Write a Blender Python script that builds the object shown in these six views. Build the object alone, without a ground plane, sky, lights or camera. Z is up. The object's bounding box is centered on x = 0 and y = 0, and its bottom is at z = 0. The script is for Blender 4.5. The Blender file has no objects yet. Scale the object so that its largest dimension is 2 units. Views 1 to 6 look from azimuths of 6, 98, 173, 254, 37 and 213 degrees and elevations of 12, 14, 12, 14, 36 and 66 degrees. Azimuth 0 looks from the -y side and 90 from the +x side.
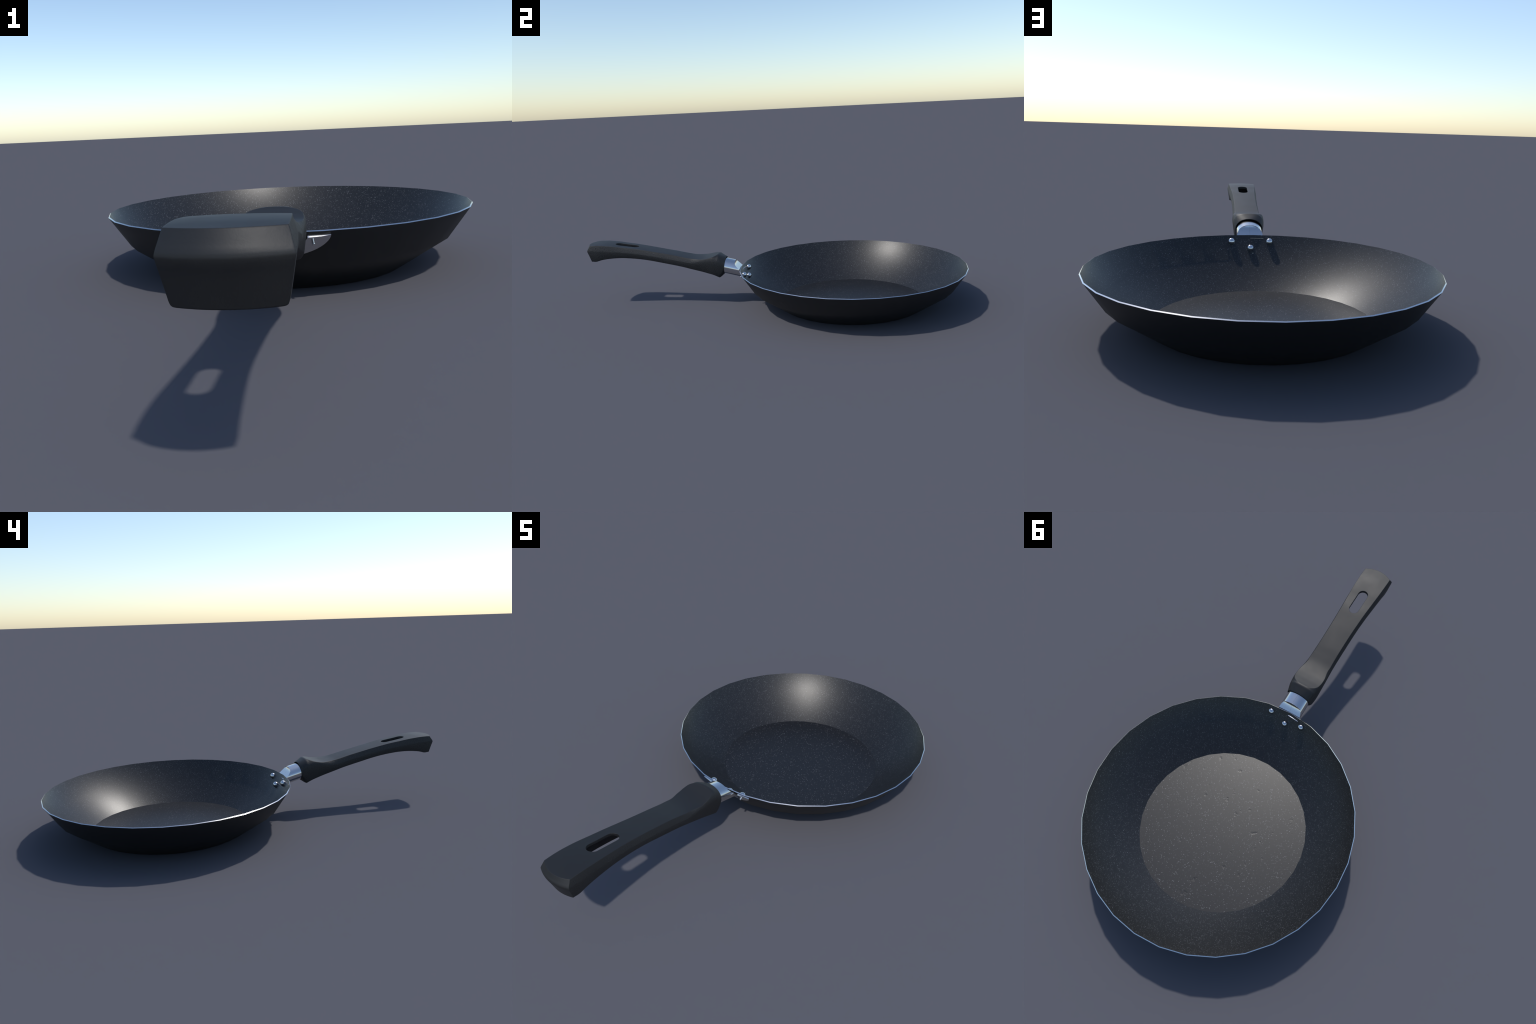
# Non-stick frying pan: 32-sided spun bowl with speckled coating and bare metal
# rim, riveted steel bracket with an oval ferrule, and a moulded black handle.
import bpy, bmesh, math
from mathutils import Vector, Matrix

PAN_Y = 0.416            # bowl axis
SEG = 32                 # bowl is a 32-sided spin
AX = 0.0103              # x of the handle's centre plane

# ------------------------------------------------------------------ materials
def new_mat(name):
    m = bpy.data.materials.new(name)
    m.use_nodes = True
    nt = m.node_tree
    b = nt.nodes["Principled BSDF"]
    return m, nt, b

def N(nt, kind, **props):
    n = nt.nodes.new(kind)
    for k, v in props.items():
        setattr(n, k, v)
    return n

def ramp(nt, src, stops):
    r = N(nt, "ShaderNodeValToRGB")
    e = r.color_ramp.elements
    while len(e) < len(stops):
        e.new(0.5)
    for el, (p, c) in zip(e, stops):
        el.position = p
        el.color = (c, c, c, 1) if not isinstance(c, tuple) else (*c, 1)
    nt.links.new(src, r.inputs[0])
    return r.outputs[0]

def math_node(nt, op, a, b=None):
    n = N(nt, "ShaderNodeMath", operation=op)
    for i, v in enumerate((a, b)):
        if v is None:
            continue
        if isinstance(v, (int, float)):
            n.inputs[i].default_value = v
        else:
            nt.links.new(v, n.inputs[i])
    return n.outputs[0]

def mix_col(nt, fac, a, b):
    n = N(nt, "ShaderNodeMix", data_type="RGBA")
    if isinstance(fac, (int, float)):
        n.inputs[0].default_value = fac
    else:
        nt.links.new(fac, n.inputs[0])
    for i, v in ((6, a), (7, b)):
        if isinstance(v, tuple):
            n.inputs[i].default_value = (*v, 1)
        else:
            nt.links.new(v, n.inputs[i])
    return n.outputs[2]

def speckle_mask(nt, co, scale, keep, radius):
    """Random tiny dots: Voronoi cells, a fraction of which carry a dot."""
    v = N(nt, "ShaderNodeTexVoronoi", feature="F1")
    v.inputs["Scale"].default_value = scale
    nt.links.new(co, v.inputs["Vector"])
    sep = N(nt, "ShaderNodeSeparateColor")
    nt.links.new(v.outputs["Color"], sep.inputs[0])
    rad = math_node(nt, "MULTIPLY", sep.outputs[1], radius)
    near = math_node(nt, "LESS_THAN", v.outputs["Distance"], rad)
    pick = math_node(nt, "LESS_THAN", sep.outputs[0], keep)
    lvl = math_node(nt, "MULTIPLY_ADD", sep.outputs[2], 0.75)
    lvl.node.inputs[2].default_value = 0.25
    lvl = math_node(nt, "POWER", lvl, 1.8)
    return math_node(nt, "MULTIPLY", math_node(nt, "MULTIPLY", near, pick), lvl)

def coating(name, base, fleck, rough, fine, coarse, dents):
    m, nt, b = new_mat(name)
    tc = N(nt, "ShaderNodeTexCoord").outputs["Object"]
    d1 = speckle_mask(nt, tc, *fine)
    d2 = speckle_mask(nt, tc, *coarse)
    mask = math_node(nt, "MAXIMUM", d1, d2)
    col = mix_col(nt, mask, base, fleck)
    nt.links.new(col, b.inputs["Base Color"])
    b.inputs["Roughness"].default_value = rough
    b.inputs["Specular IOR Level"].default_value = 0.5
    if dents:
        # pits and shallow nicks worn into the cooking floor
        n = N(nt, "ShaderNodeTexNoise")
        n.inputs["Scale"].default_value = 26
        n.inputs["Detail"].default_value = 3
        nt.links.new(tc, n.inputs["Vector"])
        pits = ramp(nt, n.outputs[0], [(0.0, 0.0), (0.245, 0.0), (0.345, 1.0)])
        v = speckle_mask(nt, tc, 45, 0.10, 0.38)
        hgt = math_node(nt, "SUBTRACT", pits, v)
        bump = N(nt, "ShaderNodeBump")
        bump.inputs["Strength"].default_value = 0.10
        bump.inputs["Distance"].default_value = 0.004
        nt.links.new(hgt, bump.inputs["Height"])
        nt.links.new(bump.outputs[0], b.inputs["Normal"])
    return m

def plain(name, col, rough, metallic=0.0, spec=0.5):
    m, nt, b = new_mat(name)
    tc = N(nt, "ShaderNodeTexCoord").outputs["Object"]
    n = N(nt, "ShaderNodeTexNoise")
    n.inputs["Scale"].default_value = 60
    n.inputs["Detail"].default_value = 4
    nt.links.new(tc, n.inputs["Vector"])
    lo = tuple(c * 0.93 for c in col)
    nt.links.new(mix_col(nt, n.outputs[0], lo, col), b.inputs["Base Color"])
    b.inputs["Roughness"].default_value = rough
    b.inputs["Metallic"].default_value = metallic
    b.inputs["Specular IOR Level"].default_value = spec
    return m

def grip_material():
    m, nt, b = new_mat("moulded_black_plastic")
    tc = N(nt, "ShaderNodeTexCoord").outputs["Object"]
    n = N(nt, "ShaderNodeTexNoise")
    n.inputs["Scale"].default_value = 210
    n.inputs["Detail"].default_value = 3
    n.inputs["Roughness"].default_value = 0.7
    nt.links.new(tc, n.inputs["Vector"])
    n2 = N(nt, "ShaderNodeTexNoise")
    n2.inputs["Scale"].default_value = 14
    n2.inputs["Detail"].default_value = 3
    nt.links.new(tc, n2.inputs["Vector"])
    # grain is stronger on the side faces than on the smooth thumb face on top
    geo = N(nt, "ShaderNodeNewGeometry")
    sep = N(nt, "ShaderNodeSeparateXYZ")
    nt.links.new(geo.outputs["Normal"], sep.inputs[0])
    side = math_node(nt, "ABSOLUTE", sep.outputs[0])
    strength = ramp(nt, side, [(0.0, 0.04), (0.45, 0.08), (0.8, 0.62)])
    bev = N(nt, "ShaderNodeBevel", samples=8)
    bev.inputs["Radius"].default_value = 0.0032
    bump = N(nt, "ShaderNodeBump")
    bump.inputs["Distance"].default_value = 0.0030
    nt.links.new(strength, bump.inputs["Strength"])
    nt.links.new(n.outputs[0], bump.inputs["Height"])
    nt.links.new(bev.outputs[0], bump.inputs["Normal"])
    nt.links.new(bump.outputs[0], b.inputs["Normal"])
    nt.links.new(mix_col(nt, n2.outputs[0], (0.0092, 0.0092, 0.0097), (0.012, 0.012, 0.0125)), b.inputs["Base Color"])
    rr = ramp(nt, n2.outputs[0], [(0.3, 0.52), (0.7, 0.57)])
    nt.links.new(rr, b.inputs["Roughness"])
    return m

def ferrule_material():
    m, nt, b = new_mat("polished_steel")
    tc = N(nt, "ShaderNodeTexCoord").outputs["Object"]
    sep = N(nt, "ShaderNodeSeparateXYZ")
    nt.links.new(tc, sep.inputs[0])
    off = math_node(nt, "ABSOLUTE", math_node(nt, "SUBTRACT", sep.outputs[0], AX))
    painted_shade_line = math_node(nt, "LESS_THAN", off, 0.00035)      # shading break at the mirror plane, painted as a darker line
    nt.links.new(mix_col(nt, painted_shade_line, (0.62, 0.62, 0.63), (0.42, 0.42, 0.43)), b.inputs["Base Color"])
    b.inputs["Metallic"].default_value = 1.0
    b.inputs["Roughness"].default_value = 0.17
    return m

M_OUT = plain("matt_black_enamel", (0.0085, 0.0085, 0.009), 0.55)
M_WALL = coating("speckled_coating", (0.0105, 0.0105, 0.011), (0.12, 0.12, 0.125), 0.40,
                 (270, 0.80, 0.44), (170, 0.30, 0.34), False)
M_FLOOR = coating("speckled_floor_coating", (0.0105, 0.0105, 0.011), (0.30, 0.30, 0.31), 0.39,
                  (290, 0.40, 0.38), (150, 0.14, 0.26), True)
M_RIM = plain("bare_aluminium", (0.70, 0.70, 0.71), 0.22, 1.0)
M_STEEL = ferrule_material()
M_RIVET = plain("rivet_steel", (0.66, 0.66, 0.67), 0.14, 1.0)
M_GRIP = grip_material()

# ------------------------------------------------------------------ helpers
root = bpy.data.objects.new("frying_pan", None)
root["label"] = "black non-stick frying pan with riveted steel bracket and long handle"
root["category"] = "frying pan"
bpy.context.collection.objects.link(root)

def add(name, bm_or_mesh, mat, parent=root, smooth=True, sharp_angle=None):
    if isinstance(bm_or_mesh, bmesh.types.BMesh):
        me = bpy.data.meshes.new(name)
        bm_or_mesh.to_mesh(me)
        bm_or_mesh.free()
    else:
        me = bm_or_mesh
    me.polygons.foreach_set("use_smooth", [smooth] * len(me.polygons))
    if sharp_angle is not None:
        me.set_sharp_from_angle(angle=math.radians(sharp_angle))
    me.materials.clear()
    me.materials.append(mat)
    ob = bpy.data.objects.new(name, me)
    bpy.context.collection.objects.link(ob)
    ob.parent = parent
    return ob

def spin(profile, close_centre=False):
    """Revolve (r, z) points about the bowl axis with SEG sides."""
    bm = bmesh.new()
    rings = []
    for r, z in profile:
        rings.append([bm.verts.new((r * math.cos(2 * math.pi * i / SEG),
                                    PAN_Y + r * math.sin(2 * math.pi * i / SEG), z))
                      for i in range(SEG)])
    for a, b in zip(rings, rings[1:]):
        for i in range(SEG):
            j = (i + 1) % SEG
            bm.faces.new((a[i], a[j], b[j], b[i]))
    if close_centre:
        f = bm.faces.new(rings[-1])
    bm.normal_update()
    return bm

def lerp_table(tab, t):
    """Smooth (Catmull-Rom, monotone in the key) interpolation of a table of rows."""
    if t <= tab[0][0]:
        return list(tab[0][1:])
    if t >= tab[-1][0]:
        return list(tab[-1][1:])
    for k in range(len(tab) - 1):
        if tab[k][0] <= t <= tab[k + 1][0]:
            break
    p0, p1, p2, p3 = tab[max(k - 1, 0)], tab[k], tab[k + 1], tab[min(k + 2, len(tab) - 1)]
    h = p2[0] - p1[0]
    u = (t - p1[0]) / h
    out = []
    for c in range(1, len(p1)):
        def slope(a, b):
            return (b[c] - a[c]) / (b[0] - a[0]) if b[0] != a[0] else 0.0
        m1 = slope(p0, p2) * h
        m2 = slope(p1, p3) * h
        out.append((2*u**3 - 3*u**2 + 1) * p1[c] + (u**3 - 2*u**2 + u) * m1
                   + (-2*u**3 + 3*u**2) * p2[c] + (u**3 - u**2) * m2)
    return out

# ------------------------------------------------------------------ bowl
OUT = [(0.379, 0.0), (0.522, 0.098), (0.584, 0.1920)]        # outer profile (r, z)
INN = [(0.5806, 0.1942), (0.5192, 0.1008), (0.3786, 0.0036)]  # inner profile
bm = spin([OUT[2], OUT[1], OUT[0]], close_centre=True)
bmesh.ops.recalc_face_normals(bm, faces=bm.faces)
bowl = add("bowl", bm, M_OUT)

bm = spin(INN)
bmesh.ops.recalc_face_normals(bm, faces=bm.faces)
if sum(f.normal.z for f in bm.faces) < 0:
    bmesh.ops.reverse_faces(bm, faces=bm.faces)
add("inner_wall", bm, M_WALL, bowl)

bm = bmesh.new()
ring = [bm.verts.new((INN[2][0] * math.cos(2 * math.pi * i / SEG),
                      PAN_Y + INN[2][0] * math.sin(2 * math.pi * i / SEG), INN[2][1])) for i in range(SEG)]
bm.faces.new(ring)
add("cooking_floor", bm, M_FLOOR, bowl, smooth=False)

bm = spin([INN[0], OUT[2]])
if sum(f.normal.z for f in bm.faces) < 0:
    bmesh.ops.reverse_faces(bm, faces=bm.faces)
add("rim", bm, M_RIM, bowl)
if sum((f.normal.z for f in bowl.data.polygons)) > 0:
    bowl.data.flip_normals()

def outer_radius(z):
    (r0, z0), (r1, z1), (r2, z2) = OUT
    return r0 + (r1 - r0) * (z - z0) / (z1 - z0) if z < z1 else r1 + (r2 - r1) * (z - z1) / (z2 - z1)

# ------------------------------------------------------------------ handle grip
# y, half width at top edge, widest half width, half width at bottom,
# z of top edge, z of widest line, z of bottom, roundness of the upper / lower side
GRIP = [
    (-1.060, 0.0660, 0.0746, 0.0630, 0.3350, 0.3060, 0.2480, 2.6, 30.0),
    (-0.964, 0.0668, 0.0741, 0.0640, 0.3368, 0.3085, 0.2492, 2.6, 30.0),
    (-0.943, 0.0671, 0.0741, 0.0645, 0.3374, 0.3075, 0.2480, 2.6, 30.0),
    (-0.920, 0.0672, 0.0741, 0.0647, 0.3372, 0.3065, 0.2545, 2.6, 30.0),
    (-0.900, 0.0669, 0.0735, 0.0647, 0.3364, 0.3050, 0.2590, 2.6, 30.0),
    (-0.850, 0.0650, 0.0718, 0.0642, 0.3318, 0.3010, 0.2648, 2.6, 30.0),
    (-0.795, 0.0615, 0.0698, 0.0622, 0.3240, 0.2965, 0.2660, 2.6, 30.0),
    (-0.740, 0.0580, 0.0665, 0.0597, 0.3165, 0.2900, 0.2622, 2.6, 30.0),
    (-0.685, 0.0558, 0.0642, 0.0579, 0.3069, 0.2815, 0.2555, 2.6, 30.0),
    (-0.630, 0.0540, 0.0627, 0.0572, 0.2966, 0.2715, 0.2460, 2.6, 30.0),
    (-0.575, 0.0533, 0.0620, 0.0568, 0.2859, 0.2610, 0.2342, 2.6, 30.0),
    (-0.520, 0.0533, 0.0621, 0.0566, 0.2752, 0.2505, 0.2225, 2.6, 30.0),
    (-0.470, 0.0540, 0.0630, 0.0566, 0.2642, 0.2400, 0.2110, 2.6, 30.0),
    (-0.420, 0.0572, 0.0648, 0.0572, 0.2548, 0.2300, 0.1975, 2.6, 28.0),
    (-0.365, 0.0638, 0.0688, 0.0597, 0.2522, 0.2230, 0.1835, 3.4, 26.0),
    (-0.330, 0.0640, 0.0689, 0.0615, 0.2568, 0.2215, 0.1732, 3.4, 24.0),
    (-0.307, 0.0580, 0.0687, 0.0617, 0.2622, 0.2190, 0.1656, 3.4, 22.0),
    (-0.291, 0.0420, 0.0677, 0.0600, 0.2663, 0.2165, 0.1580, 3.1, 18.0),
    (-0.281, 0.0100, 0.0667, 0.0582, 0.2698, 0.2145, 0.1525, 3.0, 14.0),
    (-0.271, 0.0000, 0.0647, 0.0570, 0.2643, 0.2120, 0.1478, 2.8, 9.0),
    (-0.247, 0.0000, 0.0590, 0.0590, 0.2510, 0.2060, 0.1620, 2.1, 2.2),
]

def grip_row(y):
    return lerp_table(GRIP, y)

def grip_section(y, wt, wm, wb, zt, zm, zb, n, q, K=28):
    """Closed hull section; the arch rises past the top edge, the thumb face trims it."""
    s = min(max(wt / wm, 0.0), 0.999)
    H = zm + (zt - zm) / ((1 - s ** n) ** (1.0 / n))
    lin = min(max((-0.375 - y) / 0.06, 0.0), 1.0)         # flat-sided except near the mouth
    pts = []
    for i in range(K):                                   # arch, right to left
        a = math.pi * i / K
        c, sn = math.cos(a), math.sin(a)
        x = wm * math.copysign(abs(c) ** (2 / n), c)
        z = zm + (H - zm) * abs(sn) ** (2 / n)
        t = 1 - abs(2.0 * i / K - 1)                     # 0 at the sides, 1 at the crown
        u = 1.3 * min(t / 0.85, 1.0)
        xl = (wm - (wm - wt) * u ** 1.15) * (1.0 if t < 0.85 else (1 - t) / 0.15)
        zl = zm + (zt - zm) * u
        x = x * (1 - lin) + math.copysign(xl, c) * lin
        pts.append((x, z * (1 - lin) + zl * lin))
    for i in range(K):                                   # underside, left to right
        a = math.pi * i / K
        c, sn = -math.cos(a), math.sin(a)
        v = abs(sn) ** (2 / q)
        w = wm + (wb - wm) * v ** 1.25
        pts.append((w * math.copysign(abs(c) ** (2 / q), c), zm + (zb - zm) * v))
    out = []
    for x, z in pts:
        shear = 0.11 * max(0.0, 1 - (-0.247 - y) / 0.05) if y > -0.297 else 0.0
        out.append(Vector((AX + x, y + shear * (z - 0.206), z)))
    return out

bm = bmesh.new()
ys = []
y = -1.05
while y < -0.38:
    ys.append(y)
    y += 0.010
ys += [-0.375 + 0.004 * i for i in range(int((0.375 - 0.247) / 0.004) + 1)]
ys[-1] = -0.247
rings = []
for y in ys:
    rings.append([bm.verts.new(p) for p in grip_section(y, *grip_row(y))])
# mouth: lip turns inward and back, leaving a dark gap round the ferrule
last = rings[-1]
cen = sum((v.co for v in last), Vector()) / len(last)
def offset_ring(scale, dy):
    return [bm.verts.new((cen.x + (v.co.x - cen.x) * scale, v.co.y + dy, cen.z + (v.co.z - cen.z) * scale)) for v in last]
rings.append(offset_ring(0.975, 0.0004))
rings.append(offset_ring(0.960, -0.0012))
rings.append(offset_ring(0.955, -0.0150))
for a, b in zip(rings, rings[1:]):
    n = len(a)
    for i in range(n):
        j = (i + 1) % n
        bm.faces.new((a[i], a[j], b[j], b[i]))
bm.faces.new(rings[0])
bm.faces.new(rings[-1])
bmesh.ops.recalc_face_normals(bm, faces=bm.faces)
grip = add("handle", bm, M_GRIP)

def solid_from_grid(name, grid, shift):
    """Cutter: a grid surface extruded by a vector into a closed solid."""
    bm = bmesh.new()
    A = [[bm.verts.new(p) for p in row] for row in grid]
    B = [[bm.verts.new(Vector(p) + shift) for p in row] for row in grid]
    R, C = len(A), len(A[0])
    for i in range(R - 1):
        for j in range(C - 1):
            bm.faces.new((A[i][j], A[i][j+1], A[i+1][j+1], A[i+1][j]))
            bm.faces.new((B[i][j], B[i+1][j], B[i+1][j+1], B[i][j+1]))
    edge = [(i, 0) for i in range(R)] + [(R-1, j) for j in range(1, C)] + \
           [(i, C-1) for i in range(R-2, -1, -1)] + [(0, j) for j in range(C-2, 0, -1)]
    for (i, j), (k, l) in zip(edge, edge[1:] + edge[:1]):
        bm.faces.new((A[i][j], A[k][l], B[k][l], B[i][j]))
    bmesh.ops.recalc_face_normals(bm, faces=bm.faces)
    me = bpy.data.meshes.new(name)
    bm.to_mesh(me)
    bm.free()
    ob = bpy.data.objects.new(name, me)
    bpy.context.collection.objects.link(ob)
    return ob

cutters = []
# thumb face: long scooped top, sweeping up to a lip at the front
tops = [(-1.20, 0.3110)] + [(-1.06, 0.3290), (-1.0, 0.3353)] + [(r[0], r[4]) for r in GRIP[1:19]] + [(-0.262, 0.2790), (-0.235, 0.2930)]
ty = [-1.15 + (1.15 - 0.236) * i / 180 for i in range(181)]
grid = [[(AX + x, y, lerp_table(tops, y)[0] + 0.0012 * (1 - (x / 0.06) ** 2)) for x in [0.1 * k / 8 for k in range(-8, 9)]] for y in ty]
cutters.append(solid_from_grid("thumb_face_cutter", grid, Vector((0, 0, 0.25))))
# butt end: faceted in side view, bowed in plan
END = [(0.15, -0.9420, 0.014), (0.249, -0.9800, 0.016), (0.292, -0.9944, 0.016), (0.298, -0.9970, 0.016), (0.304, -0.9991, 0.016), (0.3085, -1.0, 0.016), (0.3130, -0.9994, 0.0165), (0.3175, -0.9976, 0.0175), (0.3225, -0.9945, 0.0185), (0.338, -0.9865, 0.0225), (0.45, -0.930, 0.040)]
grid = []
for k in range(len(END) - 1):
    steps = 3
    for s in range(steps + (1 if k == len(END) - 2 else 0)):
        t = s / steps
        z, yc, bow = (END[k][c] * (1 - t) + END[k+1][c] * t for c in range(3))
        grid.append([(AX + x, yc + bow * (x / 0.070) ** 2, z) for x in [0.13 * (i / 16 - 1) for i in range(33)]])
cutters.append(solid_from_grid("butt_cutter", grid, Vector((0, -0.2, 0))))
# hanging slot
bm = bmesh.new()
y0, y1, hw = -0.8475, -0.7190, 0.0236
loop = []
for i in range(24):
    a = math.pi * i / 23
    loop.append((AX + hw * math.cos(a), y1 - hw + hw * math.sin(a)))
for i in range(24):
    a = math.pi + math.pi * i / 23
    loop.append((AX + hw * math.cos(a), y0 + hw + hw * math.sin(a)))
LEAN = 0.0
lo = [bm.verts.new((x, y - LEAN * 0.12, 0.20)) for x, y in loop]
hi = [bm.verts.new((x, y + LEAN * 0.08, 0.40)) for x, y in loop]
for i in range(len(lo)):
    j = (i + 1) % len(lo)
    bm.faces.new((lo[i], lo[j], hi[j], hi[i]))
bm.faces.new(lo); bm.faces.new(hi)
bmesh.ops.recalc_face_normals(bm, faces=bm.faces)
me = bpy.data.meshes.new("slot_cutter"); bm.to_mesh(me); bm.free()
slot = bpy.data.objects.new("slot_cutter", me)
bpy.context.collection.objects.link(slot)
cutters.append(slot)

# the underside is an open hollow; the thumb face is only a shell over it
grid = []
for i in range(60):
    y = -0.955 + 0.575 * i / 59
    r = grip_row(y)
    hw = r[2] - 0.017
    grid.append([(AX + hw * t, y, r[3] - 0.0105) for t in (-1, -0.5, 0, 0.5, 1)])
cutters.append(solid_from_grid("hollow_cutter", grid, Vector((0, 0, -0.25))))

for c in cutters:
    md = grip.modifiers.new(c.name, "BOOLEAN")
    md.operation = "DIFFERENCE"
    md.solver = "EXACT"
    md.object = c
dg = bpy.context.evaluated_depsgraph_get()
me = bpy.data.meshes.new_from_object(grip.evaluated_get(dg))
grip.modifiers.clear()
grip.data = me
for c in cutters:
    bpy.data.objects.remove(c)
bm = bmesh.new(); bm.from_mesh(me)
bmesh.ops.remove_doubles(bm, verts=bm.verts, dist=1e-5)
bm.to_mesh(me); bm.free()
me.polygons.foreach_set("use_smooth", [True] * len(me.polygons))
me.set_sharp_from_angle(angle=math.radians(28))
me.materials.clear(); me.materials.append(M_GRIP)

# ------------------------------------------------------------------ bracket
# oval ferrule: leaves the grip, is cut off at a slant and runs into the bowl wall
TILT = -0.235                       # dz/dy of the ferrule axis
FW, FH = 0.0555, 0.0415             # half width, half height
ZC0, YB = 0.2065, -0.262            # axis height at its back end
def wall_y(x, z):
    return PAN_Y - math.sqrt(max(outer_radius(min(max(z, 0.0), 0.1920)) ** 2 - x * x, 0.01))
def ferrule_point(a, y, k=1.0):
    c, s = math.cos(a), math.sin(a)
    e = 2 / 2.05
    x = FW * k * math.copysign(abs(c) ** e, c)
    dz = FH * k * math.copysign(abs(s) ** e, s)
    return x, ZC0 + TILT * (y - YB) + dz
def plate_y(z):
    """Slanted front plate: steep at the top, then a straight 45 degree fall."""
    t = 0.2200 - z
    return -0.1985 + (t + math.sqrt(t * t + 0.011 ** 2)) / 2
def ferrule_end(a, k=1.0):
    y = -0.19
    for _ in range(40):
        x, z = ferrule_point(a, y, k)
        e = plate_y(z) if k < 0.97 else max(-0.1925, plate_y(z))
        y = 0.5 * y + 0.5 * min(e, wall_y(AX + x, z) + 0.003)
    return y
NA = 96
bm = bmesh.new()
rings = []
STEPS = 14
ends = [ferrule_end(2 * math.pi * i / NA) for i in range(NA)]
for s in range(STEPS + 1):
    t = s / STEPS
    ring = []
    for i in range(NA):
        a = 2 * math.pi * i / NA
        y = YB + (ends[i] - YB) * t
        x, z = ferrule_point(a, y)
        ring.append(bm.verts.new((AX + x, y, z)))
    rings.append(ring)
# slanted front plate, folded in just behind the cut edge
for k in (0.971, 0.955, 0.90, 0.80, 0.70, 0.6, 0.5, 0.4, 0.3, 0.2, 0.1):
    ring = []
    for i in range(NA):
        a = 2 * math.pi * i / NA
        y = ferrule_end(a, k)
        x, z = ferrule_point(a, y, k)
        ring.append(bm.verts.new((AX + x, y, z)))
    rings.append(ring)
for a, b in zip(rings, rings[1:]):
    for i in range(NA):
        j = (i + 1) % NA
        bm.faces.new((a[i], a[j], b[j], b[i]))
bm.faces.new(rings[0]); bm.faces.new(rings[-1])
bmesh.ops.recalc_face_normals(bm, faces=bm.faces)
bracket = add("ferrule", bm, M_STEEL, sharp_angle=38)

# crescent mounting plate hugging the outside of the bowl
HALF, OFF0, OFF1 = 0.1225, -0.0025, 0.0045
bm = bmesh.new()
NU, NV = 60, 10
lay = []
for off in (OFF0, OFF1):
    rows = []
    for i in range(NU + 1):
        u = -math.cos(math.pi * i / NU)
        zt = 0.1805 + 0.0040 * u * u
        w = min(max((0.53 - abs(u)) / 0.10, 0.0), 1.0)
        zt -= 0.034 * w * w * (3 - 2 * w)            # tucks in under the ferrule
        zb = 0.1845 - 0.0570 * max(1 - u * u, 0.0) ** 0.58
        zb = min(zb, zt - 0.0006)
        row = []
        for j in range(NV + 1):
            top = zt - (0.0022 * (1 - u ** 6) if off > 0 else 0.0)   # top edge is chamfered
            z = zb + (max(top, zb + 0.0004) - zb) * j / NV
            r = outer_radius(z)
            x = AX + u * HALF
            ang = math.asin(x / r)
            nr, nz = 0.84, -0.543
            r2 = r + off * nr
            row.append(bm.verts.new((r2 * math.sin(ang), PAN_Y - r2 * math.cos(ang), z + off * nz)))
        rows.append(row)
    lay.append(rows)
for i in range(NU):
    for j in range(NV):
        for rows in lay:
            bm.faces.new((rows[i][j], rows[i+1][j], rows[i+1][j+1], rows[i][j+1]))
    for j in (0, NV):
        bm.faces.new((lay[0][i][j], lay[1][i][j], lay[1][i+1][j], lay[0][i+1][j]))
for i in (0, NU):
    for j in range(NV):
        bm.faces.new((lay[0][i][j], lay[0][i][j+1], lay[1][i][j+1], lay[1][i][j]))
# two slivers of the plate show through the thin bowl wall
def sliver(p, q, thick, height):
    p, q = Vector(p), Vector(q)
    d = (q - p)
    inward = Vector((0, 0.84, 0.545)); up = Vector((0, 0, -1))
    vs = []
    for base in (p, q):
        for o in (Vector(), up * height):
            for w in (-0.006, thick):
                vs.append(bm.verts.new(base + o + Vector((0, 1, 0)) * w))
    for f in ((0,1,3,2),(4,6,7,5),(0,4,5,1),(2,3,7,6),(0,2,6,4),(1,5,7,3)):
        bm.faces.new([vs[k] for k in f])
sliver((0.0092, -0.1556, 0.1828), (-0.0455, -0.1515, 0.1828), 0.0018, 0.0012)
sliver((0.0075, -0.1195, 0.1254), (-0.0118, -0.1195, 0.1254), 0.0006, 0.003)
bmesh.ops.recalc_face_normals(bm, faces=bm.faces)
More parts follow.
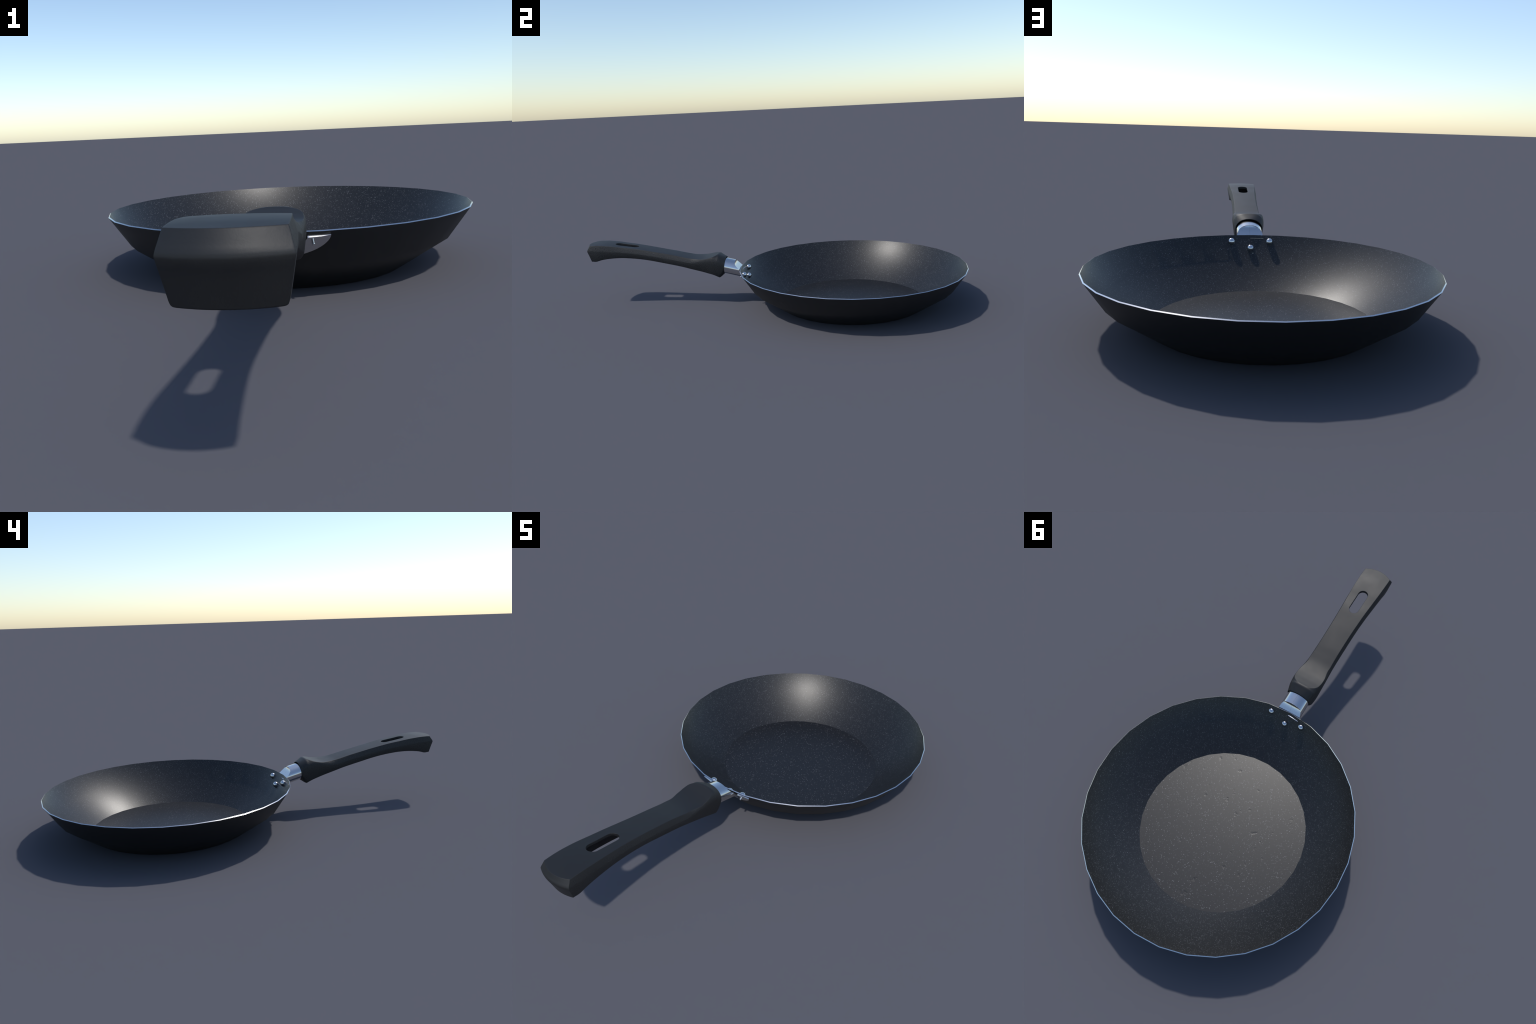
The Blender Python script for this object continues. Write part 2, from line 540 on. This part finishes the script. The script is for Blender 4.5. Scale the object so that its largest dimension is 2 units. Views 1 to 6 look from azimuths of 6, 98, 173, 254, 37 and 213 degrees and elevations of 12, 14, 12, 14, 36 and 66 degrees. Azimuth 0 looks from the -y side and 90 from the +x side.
plate = add("mounting_plate", bm, M_STEEL, bracket)
md = plate.modifiers.new("edge", "BEVEL")
md.width = 0.0012; md.segments = 2; md.limit_method = "ANGLE"; md.angle_limit = math.radians(50)
me = bpy.data.meshes.new_from_object(plate.evaluated_get(bpy.context.evaluated_depsgraph_get()))
plate.modifiers.clear()
plate.data = me
me.polygons.foreach_set("use_smooth", [True] * len(me.polygons))
me.set_sharp_from_angle(angle=math.radians(40))

# rivets: domed head inside, thin tail outside
def rivet_mesh(tail=True):
    bm = bmesh.new()
    prof = []
    for i in range(9):
        a = math.pi / 2 * i / 8
        prof.append((0.0148 * math.sin(a), 0.0128 * math.cos(a)))
    prof += [(0.0146, -0.0060)]
    if tail:
        prof += [(0.0044, -0.0060), (0.0044, -0.0220), (0.0036, -0.0228)]
    S = 24
    top = bm.verts.new((0, 0, prof[0][1]))
    rings = [[bm.verts.new((r * math.cos(2*math.pi*i/S), r * math.sin(2*math.pi*i/S), z)) for i in range(S)] for r, z in prof[1:]]
    for i in range(S):
        bm.faces.new((top, rings[0][i], rings[0][(i+1) % S]))
    for a, b in zip(rings, rings[1:]):
        for i in range(S):
            j = (i + 1) % S
            bm.faces.new((a[i], b[i], b[j], a[j]))
    bm.faces.new(rings[-1])
    bmesh.ops.recalc_face_normals(bm, faces=bm.faces)
    return bm
rivet = add("rivet", rivet_mesh(), M_RIVET, bracket, sharp_angle=40)
spots = [(0.0892, -0.1376, 0.1712), (-0.0702, -0.1376, 0.1712), (0.0098, -0.1254, 0.1458)]
for k, p in enumerate(spots):
    if k == 2:                       # this one's tail is hidden inside the ferrule
        ob = add("rivet", rivet_mesh(tail=False), M_RIVET, bracket, sharp_angle=40)
    else:
        ob = rivet if k == 0 else rivet.copy()
        if k:
            bpy.context.collection.objects.link(ob)
    inward = Vector((-p[0], PAN_Y - p[1], 0)).normalized() * 0.84 + Vector((0, 0, 0.545))
    ob.location = p
    ob.rotation_mode = "QUATERNION"
    ob.rotation_quaternion = inward.to_track_quat("Z", "Y")
